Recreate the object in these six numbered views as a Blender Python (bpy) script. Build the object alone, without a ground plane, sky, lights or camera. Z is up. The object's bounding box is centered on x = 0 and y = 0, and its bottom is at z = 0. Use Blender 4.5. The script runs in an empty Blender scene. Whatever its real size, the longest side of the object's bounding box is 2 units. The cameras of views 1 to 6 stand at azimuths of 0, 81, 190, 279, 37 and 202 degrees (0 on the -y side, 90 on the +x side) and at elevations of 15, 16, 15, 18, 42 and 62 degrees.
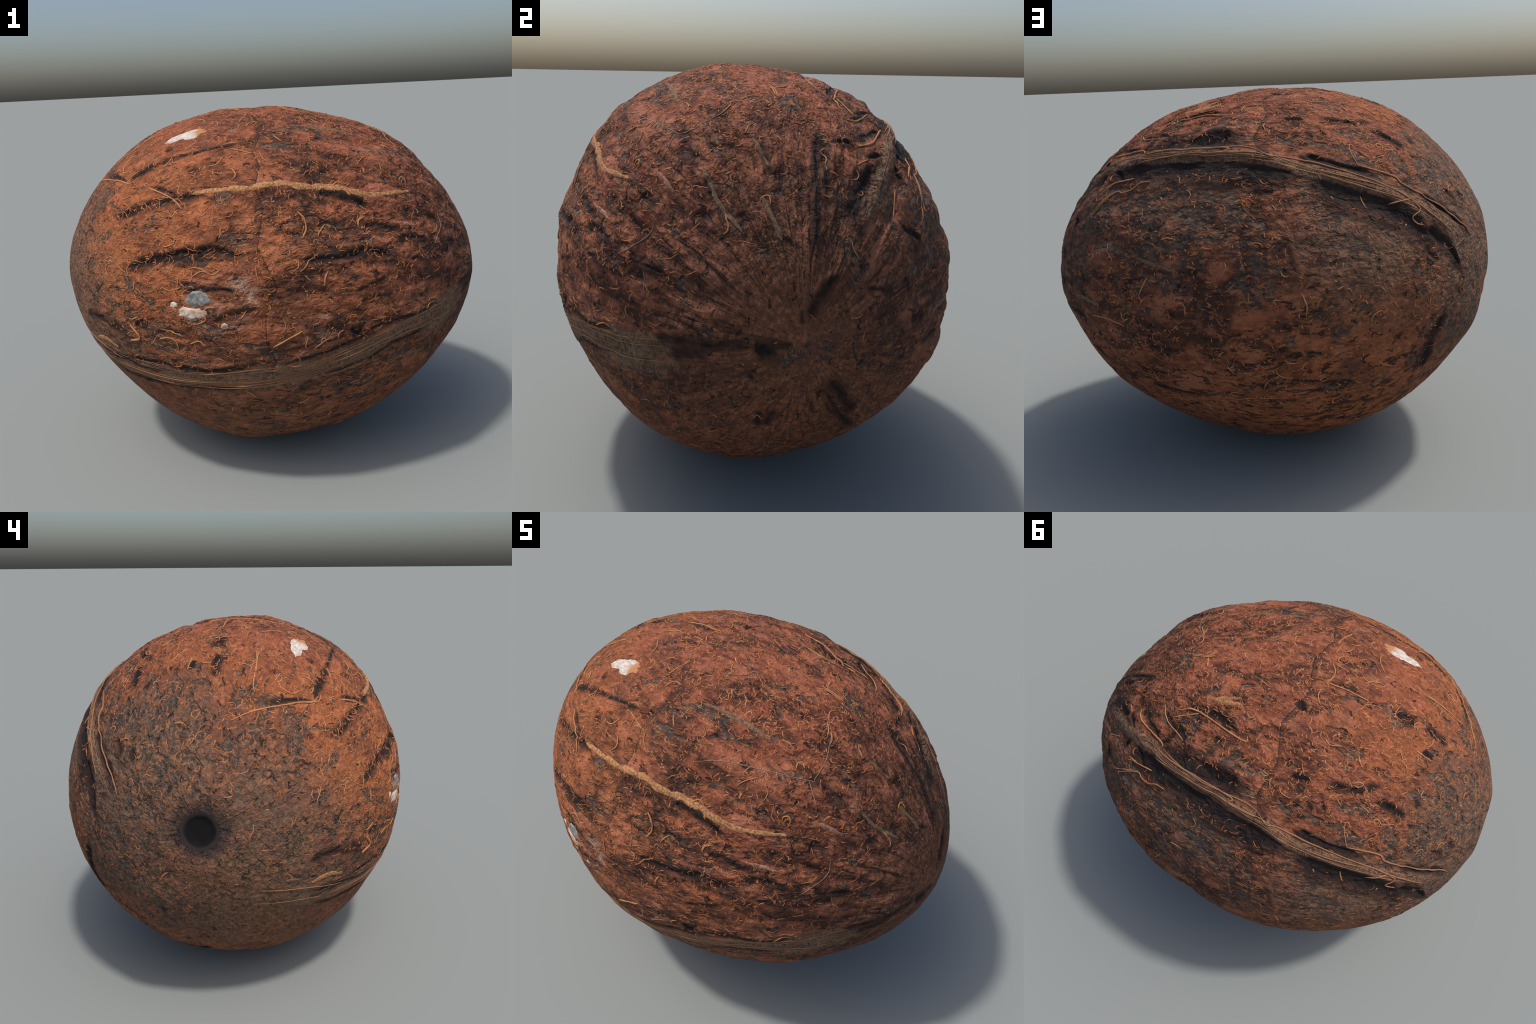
"""A dehusked coconut: an egg-shaped shell covered in brown coir fibre, with three
long ribs, dark creases along its length, a germ pore at one end and two spots
where the white flesh shows."""
import bpy
import numpy as np
from math import radians, degrees, pi

rng = np.random.default_rng(7)

# ------------------------------------------------------------------ frame
# The nut lies on its side: its long axis runs from the germ pore (-x) to the
# stem end (+x) through CENTRE, turned and tipped by about two degrees.
# A place on it is (theta, psi) in degrees: theta from the stem end (0) to the
# pore (180), psi round the axis: 0 top, 90 back (+y), -90 front, 180 underside.
CENTRE = np.array([0.0, 0.0, 0.872])
AXIS = np.array([0.99855, 0.03902, -0.03711])
AXIS /= np.linalg.norm(AXIS)
UP = np.array([0, 0, 1.0]) - AXIS * AXIS[2]
UP /= np.linalg.norm(UP)
SIDE = np.cross(UP, AXIS)
FRAME = np.stack([AXIS, SIDE, UP])

# Cross-sections every 15 degrees of theta (15..165); in each the distance from
# CENTRE every 20 degrees of psi, from -180 on.
END_RADII = (0.9932, 1.0026)
SECTIONS = np.array([
    [0.990, 0.985, 0.977, 0.966, 0.955, 0.944, 0.936, 0.931, 0.929, 0.931, 0.937, 0.947, 0.958, 0.969, 0.978, 0.986, 0.990, 0.992],
    [0.941, 0.938, 0.928, 0.912, 0.894, 0.880, 0.871, 0.866, 0.861, 0.859, 0.865, 0.882, 0.901, 0.917, 0.931, 0.942, 0.944, 0.943],
    [0.905, 0.907, 0.894, 0.876, 0.855, 0.835, 0.827, 0.824, 0.816, 0.806, 0.807, 0.827, 0.849, 0.868, 0.892, 0.908, 0.905, 0.899],
    [0.884, 0.891, 0.872, 0.848, 0.826, 0.798, 0.787, 0.783, 0.770, 0.760, 0.761, 0.777, 0.795, 0.819, 0.848, 0.866, 0.865, 0.866],
    [0.869, 0.878, 0.859, 0.829, 0.809, 0.778, 0.766, 0.759, 0.740, 0.731, 0.735, 0.750, 0.762, 0.790, 0.815, 0.829, 0.838, 0.850],
    [0.872, 0.880, 0.870, 0.837, 0.815, 0.787, 0.772, 0.762, 0.744, 0.730, 0.732, 0.749, 0.763, 0.795, 0.819, 0.833, 0.847, 0.861],
    [0.893, 0.894, 0.887, 0.859, 0.834, 0.811, 0.793, 0.779, 0.766, 0.752, 0.747, 0.763, 0.782, 0.812, 0.839, 0.854, 0.863, 0.880],
    [0.917, 0.908, 0.898, 0.881, 0.859, 0.842, 0.829, 0.815, 0.804, 0.793, 0.785, 0.797, 0.815, 0.839, 0.865, 0.877, 0.883, 0.904],
    [0.941, 0.929, 0.919, 0.911, 0.896, 0.882, 0.873, 0.864, 0.855, 0.846, 0.841, 0.848, 0.864, 0.883, 0.904, 0.917, 0.925, 0.938],
    [0.968, 0.961, 0.956, 0.952, 0.943, 0.932, 0.924, 0.916, 0.910, 0.905, 0.903, 0.907, 0.918, 0.933, 0.948, 0.960, 0.967, 0.971],
    [0.997, 0.996, 0.994, 0.991, 0.987, 0.982, 0.976, 0.971, 0.967, 0.965, 0.964, 0.967, 0.971, 0.978, 0.985, 0.991, 0.995, 0.997],
])

# ------------------------------------------------------------------ sizes and looks
GRID = 225
PORE = (179.4, 55.0)
PORE_RADIUS, PORE_DEPTH = 0.067, 0.010
RIB_HEIGHT, BAND_HEIGHT = 0.008, 0.003
BUMP = 0.95
CREASE_SPREAD = 2.9
FIBRE_WIDTH = 1.0
BIG_FIBRES = 130
SMALL_FIBRES = [      # count, points, step, curl, least and greatest half width
    (1000, 11, 0.0058, 0.30, 0.0014, 0.0024),
    (3200, 8, 0.0052, 0.33, 0.0014, 0.0026),
    (5200, 5, 0.0048, 0.25, 0.0016, 0.0032),
]
# broad swells and hollows: theta, psi, spread in degrees, height in metres
SWELLS = [(118, 146, 20, 0.022), (120, -170, 15, 0.012), (123, -158, 10, 0.008), (80, 150, 20, 0.016), (103, -150, 12, 0.012),
          (157, 143, 6, 0.014), (33, -155, 14, -0.006), (60, -118, 13, -0.009), (112, -123, 9, -0.010),
          (18, -88, 4, 0.012), (78, 12, 16, -0.008), (56, -38, 9, -0.007), (28, 135, 10, -0.010), (107.6, -57.3, 2.6, 0.008)]
EYES = [(142, 137, 7.0, 0.016), (143, 172, 7.0, 0.026)]
# theta, psi, half length, half width (radians), turn
FLECK = (119.2, -26.6, 0.125, 0.046, 4)
FLESH = [
    (115.2, -87.7, 0.072, 0.038, 0, 5.0, "grey"),
    (116.6, -92.2, 0.078, 0.030, 5, 8.0, "white"),
    (107.9, -95.5, 0.020, 0.020, 0, 2.0, "white"),
    (122.0, -90.3, 0.022, 0.016, 0, 9.0, "white"),
]
# kind, theta, psi, radius in degrees, amount
ZONES = [
    ("skin", 156, -58, 20, 0.8), ("skin", 156, 40, 30, 1.4), ("skin", 159, -31, 24, 0.9), ("skin", 158, 105, 28, 1.2),
    ("skin", 146, 62, 24, 1.2), ("skin", 122, 63, 18, 1.4), ("skin", 75, 60, 28, 1.15), ("skin", 45, 66, 22, 0.9),
    ("skin", 140, -108, 22, 1.1), ("skin", 125, -110, 14, 1.2), ("skin", 118, 92, 12, 0.9), ("skin", 84, 88, 12, 0.5),
    ("skin", 70, -124, 26, 0.5), ("skin", 132, 150, 26, 0.5), ("skin", 166, -100, 22, 1.1), ("skin", 158, 170, 24, 1.0), ("skin", 66, 20, 22, 0.3), ("skin", 95, -140, 26, 0.5),
    ("skin", 107.6, -57.3, 2.6, 1.8), ("skin", 141, 10, 12, 0.9), ("skin", 86, -35, 10, 0.6), ("skin", 96, 85, 9, 1.0),
    ("tan", 124, 77, 24, 1.0), ("tan", 142, 30.6, 6, 1.0), ("tan", 166, -80, 24, 0.7), ("tan", 146, -150, 36, 0.6),
    ("tan", 150, 108, 20, 0.5), ("tan", 162, -115, 34, 1.0), ("tan", 150, -160, 36, 0.9), ("tan", 166, 50, 30, 0.85), ("tan", 100, -133, 34, 0.5),
    ("red", 66, -5, 46, 0.9), ("red", 127, 41, 12, 0.9), ("red", 159, -3, 12, 0.9), ("red", 105, 20, 26, 0.6), ("red", 45, -50, 40, 0.6), ("red", 112, -15, 30, 0.7),
    ("red", 60, 95, 30, 0.4), ("red", 62, 150, 44, 0.4),
    ("orange", 130, -78, 28, 0.95), ("orange", 128, -50, 34, 0.8), ("orange", 132, 0, 26, 0.6), ("orange", 100, -75, 34, 0.5),
    ("orange", 105, 122, 36, 0.85), ("orange", 95, 150, 50, 0.6), ("orange", 75, -85, 26, 0.3), ("orange", 75, -140, 40, 0.3),
    ("pale", 103, -87, 6, 0.8), ("pale", 112, -90, 9, 0.6), ("pale", 148, 75, 5, 0.35), ("pale", 81, -99, 5, 0.6),
    ("stem", 8, 0, 40, 1.0), ("dash", 100, 128, 36, 1.0), ("dash", 130, 128, 22, 0.8), ("dash", 70, 130, 30, 0.7), ("dash", 90, 170, 40, 0.7), ("dash", 75, -128, 24, 0.4),
    ("worn", 160, 25, 24, 0.9), ("worn", 160, 95, 24, 1.0), ("worn", 74, 57, 20, 0.9), ("worn", 122, 70, 18, 0.8), ("worn", 167, -70, 20, 0.8),
    ("worn", 158, 165, 22, 0.8), ("worn", 148, 60, 14, 0.8), ("worn", 45, 62, 14, 0.6), ("worn", 152, -125, 18, 0.6),
    ("fuzz", 120, 15, 34, 0.8), ("calm", 168, 60, 26, 0.9), ("calm", 75, 66, 24, 0.5), ("calm", 120, 100, 30, 0.7), ("calm", 150, 100, 30, 0.6),
]
COL = dict(
    deep=(0.075, 0.029, 0.018), bed=(0.24, 0.076, 0.037), orange=(0.40, 0.118, 0.038), red=(0.28, 0.073, 0.041),
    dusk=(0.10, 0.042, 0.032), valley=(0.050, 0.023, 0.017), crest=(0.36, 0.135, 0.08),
    light=(0.46, 0.19, 0.085), stem=(0.21, 0.092, 0.05), stem_dark=(0.085, 0.037, 0.022),
    tan=(0.215, 0.115, 0.067), tan_dark=(0.085, 0.048, 0.031), skin=(0.050, 0.037, 0.031), skin_light=(0.135, 0.090, 0.064),
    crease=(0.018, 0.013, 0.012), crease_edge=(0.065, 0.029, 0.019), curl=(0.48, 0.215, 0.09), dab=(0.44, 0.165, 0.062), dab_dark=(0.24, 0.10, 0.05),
    worn=(0.145, 0.098, 0.070), worn_dark=(0.062, 0.045, 0.036), rib=(0.25, 0.145, 0.085), rib_dark=(0.075, 0.045, 0.030), band=(0.20, 0.125, 0.078), band_dark=(0.055, 0.033, 0.023), band_light=(0.30, 0.19, 0.12),
    pale=(0.46, 0.32, 0.25), pore_rim=(0.035, 0.026, 0.026),
)


# Creases: half width in mm, strength, control points (theta, psi)
CREASES_TOP_AND_FRONT = [
    ("strip_under", 11, 1.0, [(143.7, -56.6), (112.0, -55.8)]),
    ("strip_under_right", 14, 0.9, [(82.7, -58.7), (79.2, -55.9), (62.6, -60.1)]),
    ("front_top", 7, 0.8, [(137.8, -42.2), (122.4, -38.9), (99.3, -37.4)]),
    ("front_big_left", 16, 1.0, [(140.2, -79.5), (124.0, -75.1), (111.9, -73.8), (104.3, -74.8), (99.5, -73.5)]),
    ("front_big_right", 14, 1.0, [(90.2, -75.5), (82.4, -76.9), (66.8, -74.9), (53.7, -77.6)]),
    ("flesh_upper", 11, 0.8, [(120.1, -86.3), (111.9, -84.7), (103.6, -85.4)]),
    ("flesh_lower", 16, 0.6, [(112.6, -96.8), (107.5, -92.5), (97.5, -90.3)]),
    ("flesh_brown", 12, 0.5, [(129.1, -101.6), (114.9, -96.7)]),
    ("front_short", 9, 0.5, [(81.5, -65.9), (74.4, -65.8)]),
    ("front_mid", 10, 0.8, [(68.1, -67.9), (65.3, -66.2), (55.3, -67.0)]),
    ("front_mid_low", 9, 0.7, [(57.0, -70.2), (50.0, -69.3), (43.3, -70.9)]),
    ("smudge", 18, 0.45, [(83.4, -42.7), (47.6, -43.4)]),
    ("smudge_left", 12, 0.5, [(95.8, -43.9), (86.6, -45.2)]),
    ("spot_dark", 10, 0.6, [(86.1, -49.9), (81.9, -48.3)]),
    ("low_brown", 14, 0.5, [(93.4, -85.8), (76.4, -86.0)]),
    ("low_line", 8, 0.7, [(71.5, -87.1), (59.9, -83.5)]),
    ("low_line_two", 9, 0.5, [(71.5, -89.4), (56.0, -89.3)]),
    ("pocket", 17, 0.9, [(72.5, -98.1), (70.0, -99.9), (68.3, -98.9)]),
    ("side_line", 10, 0.8, [(53.2, -69.6), (43.7, -70.1)]),
    ("slot", 11, 0.7, [(105.0, -0.0), (114.1, -0.4)]),
    ("fibre_two_shadow", 9, 0.8, [(129.8, -48.9), (119.8, -55.9)]),
    ("front_big_far", 17, 0.8, [(114.0, -74.9), (133.8, -76.9)]),
]

CREASES_PORE_END = [
    ("front_top_tail", 10, 0.8, [(148.4, -24.0), (137.8, -42.6)]),
    ("low_left", 12, 0.8, [(134.8, -100.9), (130.7, -98.0)]),
    ("left_dark", 26, 0.6, [(154.1, -107.8), (143.9, -106.2), (134.6, -108.2)]),
    ("band_top_second", 6, 0.7, [(150.7, -127.3), (140.1, -119.9), (133.3, -118.9), (120.8, -113.3)]),
    ("rib_upper_end", 12, 1.0, [(138.1, 56.4), (152.1, 65.0), (157.2, 70.7)]),
    ("rib_lower_mid", 40, 1.15, [(108.4, 57.5), (130.5, 63.9), (145.9, 78.6)]),
    ("rib_lower_end", 24, 1.15, [(140.2, 70.4), (148.3, 80.0), (152.4, 94.1)]),
    ("slot_dark", 15, 0.9, [(123.8, 0.3), (132.2, 0.1)]),
    ("slot_dark_two", 14, 0.9, [(134.0, -0.3), (143.5, -0.9)]),
    ("crack_near_tan", 13, 1.0, [(127.6, 32.0), (138.2, 36.0)]),
    ("gouge", 11, 0.9, [(135.8, 9.6), (140.0, 9.4)]),
    ("hollow", 14, 0.6, [(148.5, 49.7), (153.9, 55.6)]),
    ("hollow_two", 11, 0.7, [(154.3, 46.9), (157.7, 50.2)]),
    ("hollow_three", 14, 0.6, [(139.4, 77.7), (144.3, 84.5)]),
    ("fibre_shadow", 8, 0.9, [(145.6, -28.1), (138.5, -41.3)]),
    ("junction", 10, 0.8, [(137.9, -41.7), (128.5, -38.5)]),
    ("strip_under_far", 15, 0.8, [(125.8, -55.9), (142.0, -58.0)]),
    ("eye_brow", 12, 0.8, [(154.6, -109.8), (144.5, -102.6)]),
    ("eye_brow_two", 9, 0.8, [(134.2, -100.7), (129.7, -98.7)]),
    ("band_line", 8, 0.8, [(150.3, -128.2), (131.8, -115.0), (123.8, -111.8)]),
    ("band_line_two", 8, 0.7, [(144.2, -134.1), (127.6, -123.9)]),
    ("sleeping_eye", 22, 1.0, [(136.5, 130.3), (137.0, 122.9), (145.1, 104.6)]),
    ("bottom_dark", 24, 0.7, [(131.8, 162.2), (131.7, 171.1), (135.4, 177.8)]),
]

CREASES_STEM_END = [
    ("front_big_tail", 9, 0.7, [(53.7, -77.6), (36.3, -77.6)]),
    ("right_notch", 17, 0.7, [(43.5, -50.6), (37.2, -51.6)]),
    ("web_smudge", 18, 0.6, [(51.7, -29.4), (38.6, -30.8)]),
    ("web_smudge_up", 11, 0.6, [(39.0, -8.0), (32.7, -7.0)]),
    ("stem_blot", 26, 0.59, [(25.4, -24.8), (21.7, -26.5)]),
    ("stem_blot_two", 20, 0.59, [(30.4, -41.9), (26.3, -36.0)]),
    ("stem_blot_three", 24, 0.51, [(31.4, -10.7), (30.8, -1.7)]),
    ("strip_two_under", 14, 0.7, [(36.5, -31.4), (23.6, -31.2)]),
    ("stem_line", 12, 0.68, [(46.9, 13.3), (23.6, 16.4)]),
    ("stem_rib_groove", 26, 0.85, [(41.1, 34.4), (21.3, 27.9)]),
    ("stem_rib_tail", 15, 0.68, [(13.9, 35.0), (2.5, 13.7)]),
    ("stem_grey_line", 9, 0.68, [(25.9, -10.2), (21.8, -10.8), (15.4, -2.3)]),
    ("stem_side", 10, 0.77, [(39.2, -67.8), (35.3, -70.0), (26.9, -68.9)]),
    ("stem_side_up", 10, 0.59, [(43.4, -58.3), (35.9, -61.2)]),
    ("stem_side_two", 9, 0.59, [(46.7, -55.5), (43.5, -56.6)]),
    ("seam_line", 10, 0.65, [(29.4, -96.1), (6.4, -96.3)]),
    ("seam_blot", 24, 0.6, [(25.2, -104.0), (16.1, -100.6)]),
    ("seam_blot_two", 22, 0.8, [(8.6, -102.3), (4.4, -107.2)]),
    ("seam_close", 9, 0.65, [(8.9, -95.2), (1.6, -98.3)]),
    ("low_rib_groove", 17, 0.72, [(7.5, 145.6), (23.5, 146.7)]),
    ("low_rib_groove_two", 10, 0.64, [(7.8, 156.3), (34.0, 150.9)]),
    ("low_tick", 8, 0.8, [(15.9, -155.2), (21.3, -162.2)]),
    ("low_tick_two", 9, 0.7, [(14.3, -163.9), (20.8, -165.0)]),
    ("back_side", 9, 0.7, [(14.3, 58.3), (20.2, 73.3)]),
    ("back_side_two", 11, 0.7, [(24.2, 70.5), (24.5, 78.4)]),
    ("back_blot", 18, 0.7, [(23.4, 90.5), (28.7, 92.2)]),
    ("back_blot_two", 16, 0.7, [(31.0, 104.1), (40.1, 103.1)]),
    ("stem_short", 8, 0.68, [(5.6, -3.6), (2.8, -1.7)]),
    ("shoulder_three", 12, 1.0, [(40.6, 31.1), (44.7, 36.3)]),
    ("shoulder_five", 15, 1.0, [(45.4, 42.7), (41.8, 46.4)]),
    ("shoulder_six", 24, 0.8, [(30.4, 55.1), (34.6, 63.9)]),
    ("back_scar", 11, 0.9, [(41.8, 17.2), (43.4, 25.3)]),
    ("nick_two", 9, 0.8, [(40.5, 30.9), (44.4, 35.5)]),
    ("top_line", 8, 0.9, [(13.0, 12.9), (26.1, 11.0), (47.2, 13.0)]),
    ("rib_upper_start", 26, 0.8, [(21.1, 30.5), (38.9, 33.5)]),
    ("far_low", 10, 0.8, [(28.9, 104.1), (39.9, 103.5)]),
    ("far_low_two", 9, 0.8, [(41.8, 113.3), (46.9, 116.5)]),
]

CREASES_UNDERSIDE = [
    ("band_top_left", 9, 0.9, [(148.5, -134.4), (138.1, -119.1), (129.5, -113.8), (111.2, -110.9), (96.7, -105.8)]),
    ("band_top_mid", 7, 0.8, [(95.8, -107.1), (70.0, -102.3), (61.4, -98.7), (36.4, -98.6)]),
    ("band_top_upper", 6, 0.6, [(93.3, -102.6), (70.4, -99.8)]),
    ("band_low_left", 8, 0.9, [(140.9, -132.3), (127.3, -122.8), (98.3, -114.9)]),
    ("band_low_right", 7, 0.8, [(81.7, -112.6), (68.7, -111.4), (56.4, -107.5), (42.5, -106.8)]),
    ("bottom_line", 9, 0.7, [(59.4, 120.7), (73.5, 121.9), (80.9, 120.0)]),
]

CREASES_BACK = [
    ("hook_hole", 13, 1.0, [(71.7, 21.1), (80.6, 25.9)]),
    ("shoulder", 10, 0.9, [(61.1, 30.7), (61.1, 33.3), (57.1, 38.4)]),
    ("shoulder_two", 11, 0.9, [(47.7, 29.0), (52.0, 33.9)]),
    ("shoulder_four", 15, 1.0, [(49.4, 42.3), (52.6, 48.5)]),
    ("hook_groove", 13, 1.0, [(60.7, 22.4), (71.0, 21.9), (84.3, 26.5)]),
    ("nick", 10, 0.9, [(48.0, 30.2), (56.7, 35.8)]),
    ("nick_three", 14, 0.9, [(59.9, 29.5), (67.0, 33.5)]),
    ("rib_upper", 30, 1.0, [(59.3, 37.9), (77.8, 41.1), (91.7, 40.8)]),
    ("rib_upper_mid", 13, 1.0, [(106.6, 48.9), (129.2, 53.8)]),
    ("rib_lower", 44, 1.15, [(44.3, 45.1), (66.7, 47.6), (110.5, 56.3)]),
    ("pit_big", 14, 1.0, [(97.6, 8.8), (98.7, 11.8), (100.9, 13.1)]),
    ("pit_big_tail", 12, 0.7, [(100.9, 12.6), (105.2, 10.2)]),
    ("crack_back", 11, 1.0, [(102.3, 33.0), (109.1, 32.4)]),
    ("crack_back_two", 11, 1.0, [(112.5, 31.7), (119.9, 31.3), (128.6, 26.7)]),
    ("gouge_two", 10, 0.9, [(109.2, 39.5), (111.7, 41.3)]),
    ("gouge_three", 10, 0.9, [(113.2, 38.0), (115.3, 40.7)]),
    ("gouge_four", 10, 0.7, [(104.8, 36.0), (107.9, 36.7)]),
    ("far_nick", 10, 0.9, [(54.6, 25.5), (61.7, 31.7), (67.4, 34.3)]),
    ("far_nick_two", 9, 0.9, [(46.7, 27.6), (54.6, 35.2)]),
    ("far_nick_three", 9, 0.9, [(75.2, 29.0), (78.3, 30.0)]),
    ("grey_vein", 16, 0.5, [(57.7, 95.4), (69.5, 98.6), (83.0, 100.3), (88.1, 99.6)]),
    ("vein", 11, 0.6, [(73.6, 81.8), (80.6, 82.2)]),
    ("vein_down", 11, 0.5, [(80.0, 83.5), (77.7, 93.4)]),
    ("vein_cross", 10, 0.6, [(68.8, 93.2), (76.6, 94.3), (80.4, 92.1)]),
    ("tick_back", 9, 0.7, [(62.0, 104.4), (73.1, 105.4)]),
    ("patch_edge", 12, 0.4, [(103.1, 73.7), (105.4, 84.3)]),
]

# Torn strips of husk: look, half width in mm, control points
HUSK_STRIPS = [
    ("strip", 15, [(117.4, -55.3), (99.3, -54.9), (91.5, -53.6), (86.1, -54.7), (73.5, -54.4), (63.1, -55.6), (49.2, -51.1)]),
    ("strip_two", 8, [(38.1, -31.4), (35.9, -29.7), (29.0, -31.2), (21.3, -28.7)]),
    ("strap", 10, [(69.5, 17.1), (80.4, 16.5)]),
    ("strap_back", 8, [(60.9, 77.5), (73.6, 81.7)]),
    ("strap_far", 8, [(34.6, 94.4), (46.9, 94.2)]),
    ("strap_top", 11, [(86.3, -27.0), (71.3, -26.3), (65.9, -27.2)]),
    ("strap_grey", 8, [(26.8, -13.2), (17.3, -9.7)]),
    ("scab", 12, [(55.6, -65.0), (49.3, -64.5)]),
    ("scab_two", 12, [(43.0, -43.1), (37.4, -42.3)]),
    ("band_flake", 11, [(150.1, -122.9), (146.4, -117.6), (140.9, -116.4)]),
    ("band_flake_two", 8, [(157.6, -126.2), (154.5, -122.6)]),
    ("low_strap", 7, [(96.7, -115.2), (87.4, -113.5), (73.6, -112.8), (65.7, -110.8)]),
    ("low_strap_two", 6, [(59.0, -115.7), (52.6, -116.7), (44.8, -120.3)]),
    ("bit", 8, [(40.7, -10.2), (32.7, -7.0)]),
    ("bit_two", 9, [(79.1, 14.8), (71.0, 16.7)]),
    ("bit_three", 7, [(44.7, -21.6), (41.5, -21.6)]),
]

# Fibres that can be told apart: half width in mm, control points
LONG_FIBRES = [
    (3, [(154.6, -12.8), (150.3, -22.7), (141.9, -37.4), (138.9, -41.7), (135.8, -42.1)]),
    (3.5, [(130.9, -48.6), (123.2, -55.5), (119.9, -60.1)]),
    (3, [(151.2, -19.8), (140.3, -39.6), (137.5, -43.2), (134.7, -42.7)]),
    (4, [(59.0, 24.2), (66.2, 22.7), (84.4, 27.4), (85.8, 25.6)]),
    (3, [(58.4, 27.4), (67.1, 23.4)]),
    (4, [(43.7, 28.2), (47.2, 32.9), (57.3, 37.2), (58.6, 39.2)]),
    (3, [(53.3, 23.4), (55.9, 28.7), (65.5, 34.0)]),
    (3.5, [(45.9, 49.4), (56.8, 49.4)]),
    (3, [(41.9, 60.4), (50.6, 53.3), (53.4, 54.3), (57.1, 54.3), (60.2, 52.7), (63.6, 53.0)]),
    (2, [(111.8, -6.5), (114.7, -5.6), (118.1, -5.8), (120.1, -9.3)]),
    (3, [(103.1, 0.6), (116.5, 1.2)]),
    (3, [(102.2, -6.8), (103.8, -4.7), (104.1, -2.0), (102.9, 0.7)]),
    (2.5, [(130.3, -13.9), (139.1, -16.9)]),
    (2.5, [(103.2, -7.0), (106.9, -6.5)]),
    (2.5, [(114.0, -20.0), (115.1, -16.0), (117.7, -12.8)]),
    (2.5, [(108.7, 18.7), (110.6, 20.0), (114.0, 19.1)]),
    (3, [(134.0, 9.8), (139.7, 10.9)]),
    (2.5, [(129.7, 12.7), (131.5, 15.6)]),
    (2, [(123.3, 43.7), (121.6, 42.2), (121.6, 45.3), (123.5, 51.0)]),
    (3, [(120.2, 29.4), (121.7, 28.3), (123.2, 28.7), (121.9, 30.0), (120.3, 29.7)]),
    (4, [(87.3, -62.6), (85.3, -64.8), (84.7, -67.9), (85.9, -70.5)]),
    (3, [(66.5, -63.6), (68.2, -65.0), (68.4, -66.6)]),
    (3, [(122.4, -51.7), (121.0, -51.5), (121.4, -53.4), (120.8, -54.8)]),
    (3, [(130.9, -14.8), (142.5, -17.1), (145.6, -19.2)]),
    (3, [(141.1, -27.6), (140.7, -33.1), (138.7, -35.1)]),
    (3, [(139.7, -24.8), (136.5, -25.5)]),
    (3, [(63.5, -0.6), (61.7, 1.1), (56.7, 1.3)]),
    (3, [(37.2, 27.7), (40.4, 31.7)]),
    (2.5, [(37.8, 45.0), (30.8, 48.9)]),
    (2.5, [(49.7, 53.2), (39.4, 61.1)]),
    (2.5, [(50.3, 49.0), (45.8, 50.9)]),
    (3, [(130.8, 63.2), (136.5, 60.7)]),
    (3, [(136.5, 60.7), (139.1, 64.0), (137.1, 67.2), (138.6, 69.4), (140.2, 69.8)]),
    (3, [(43.6, 99.5), (49.9, 98.2), (56.4, 99.5)]),
    (3, [(64.6, 83.3), (62.4, 88.0)]),
    (3, [(55.9, 94.3), (56.0, 97.2), (58.3, 96.2)]),
    (2, [(85.5, 121.4), (91.6, 120.0), (97.8, 120.2)]),
    (3.5, [(94.8, -101.3), (86.7, -97.0)]),
    (3, [(126.6, -103.3), (123.8, -101.8), (121.4, -102.6), (120.7, -105.9)]),
    (3, [(117.5, -102.5), (114.9, -101.1), (113.4, -102.7)]),
    (5, [(135.9, -101.2), (132.6, -105.3), (135.9, -108.2)]),
    (2.5, [(117.1, -81.3), (114.1, -79.6), (111.2, -80.6), (108.6, -78.8)]),
    (2.5, [(125.6, -84.8), (123.4, -85.8), (120.1, -84.7)]),
    (3, [(101.2, -28.3), (99.4, -25.4), (96.8, -25.5)]),
    (2.5, [(103.2, -24.4), (100.3, -16.7)]),
    (3, [(106.3, -39.5), (99.5, -42.4)]),
    (3, [(64.3, 0.7), (61.2, 1.8), (56.2, 1.9)]),
    (2.5, [(55.7, -3.8), (56.5, -6.7), (53.2, -14.5)]),
    (3, [(55.0, -30.5), (55.3, -28.5), (54.2, -27.5), (53.2, -28.8)]),
    (3, [(67.5, -63.6), (68.6, -65.5), (68.4, -66.8)]),
]

WEB_THREADS = [
    (1.6, [(80.3, -43.7), (72.0, -39.2), (52.0, -32.1), (49.5, -29.6), (50.5, -18.7), (56.4, -6.8)]),
    (1.6, [(50.7, -31.6), (46.2, -37.6)]),
    (1.6, [(36.1, -54.3), (35.3, -60.3), (38.1, -67.7), (40.7, -72.1)]),
    (1.6, [(32.7, -71.8), (31.0, -80.3)]),
]

RIB_STRANDS = [
    (3.5, [(95.7, 46.6), (99.6, 49.5), (104.3, 49.8), (129.4, 56.7), (136.5, 60.6), (148.6, 71.6)]),
    (4, [(123.4, 50.8), (132.9, 52.3), (135.8, 55.3), (150.6, 63.7), (155.5, 68.4), (157.8, 74.2)]),
    (4, [(56.4, 39.6), (62.7, 41.5), (86.1, 45.1), (86.6, 47.0), (95.4, 48.2)]),
    (3, [(59.2, 39.4), (75.1, 43.9), (90.7, 45.1), (96.1, 46.7)]),
    (3, [(56.6, 43.6), (81.7, 46.3), (94.3, 49.1)]),
]

RIB_SPINE = [(25.6, 36.2), (52.9, 40.1), (63.5, 43.8), (95.7, 49.3), (107.5, 53.3), (125.7, 57.6), (137.8, 61.7), (146.7, 67.3), (157.3, 81.8)]

BAND_SPINE = [(161, -147), (151, -131), (140, -124.5), (131.8, -119.8), (120, -116.5), (104, -113), (79, -108.7), (61, -104.6), (49, -103), (36, -104), (26, -104)]

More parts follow.
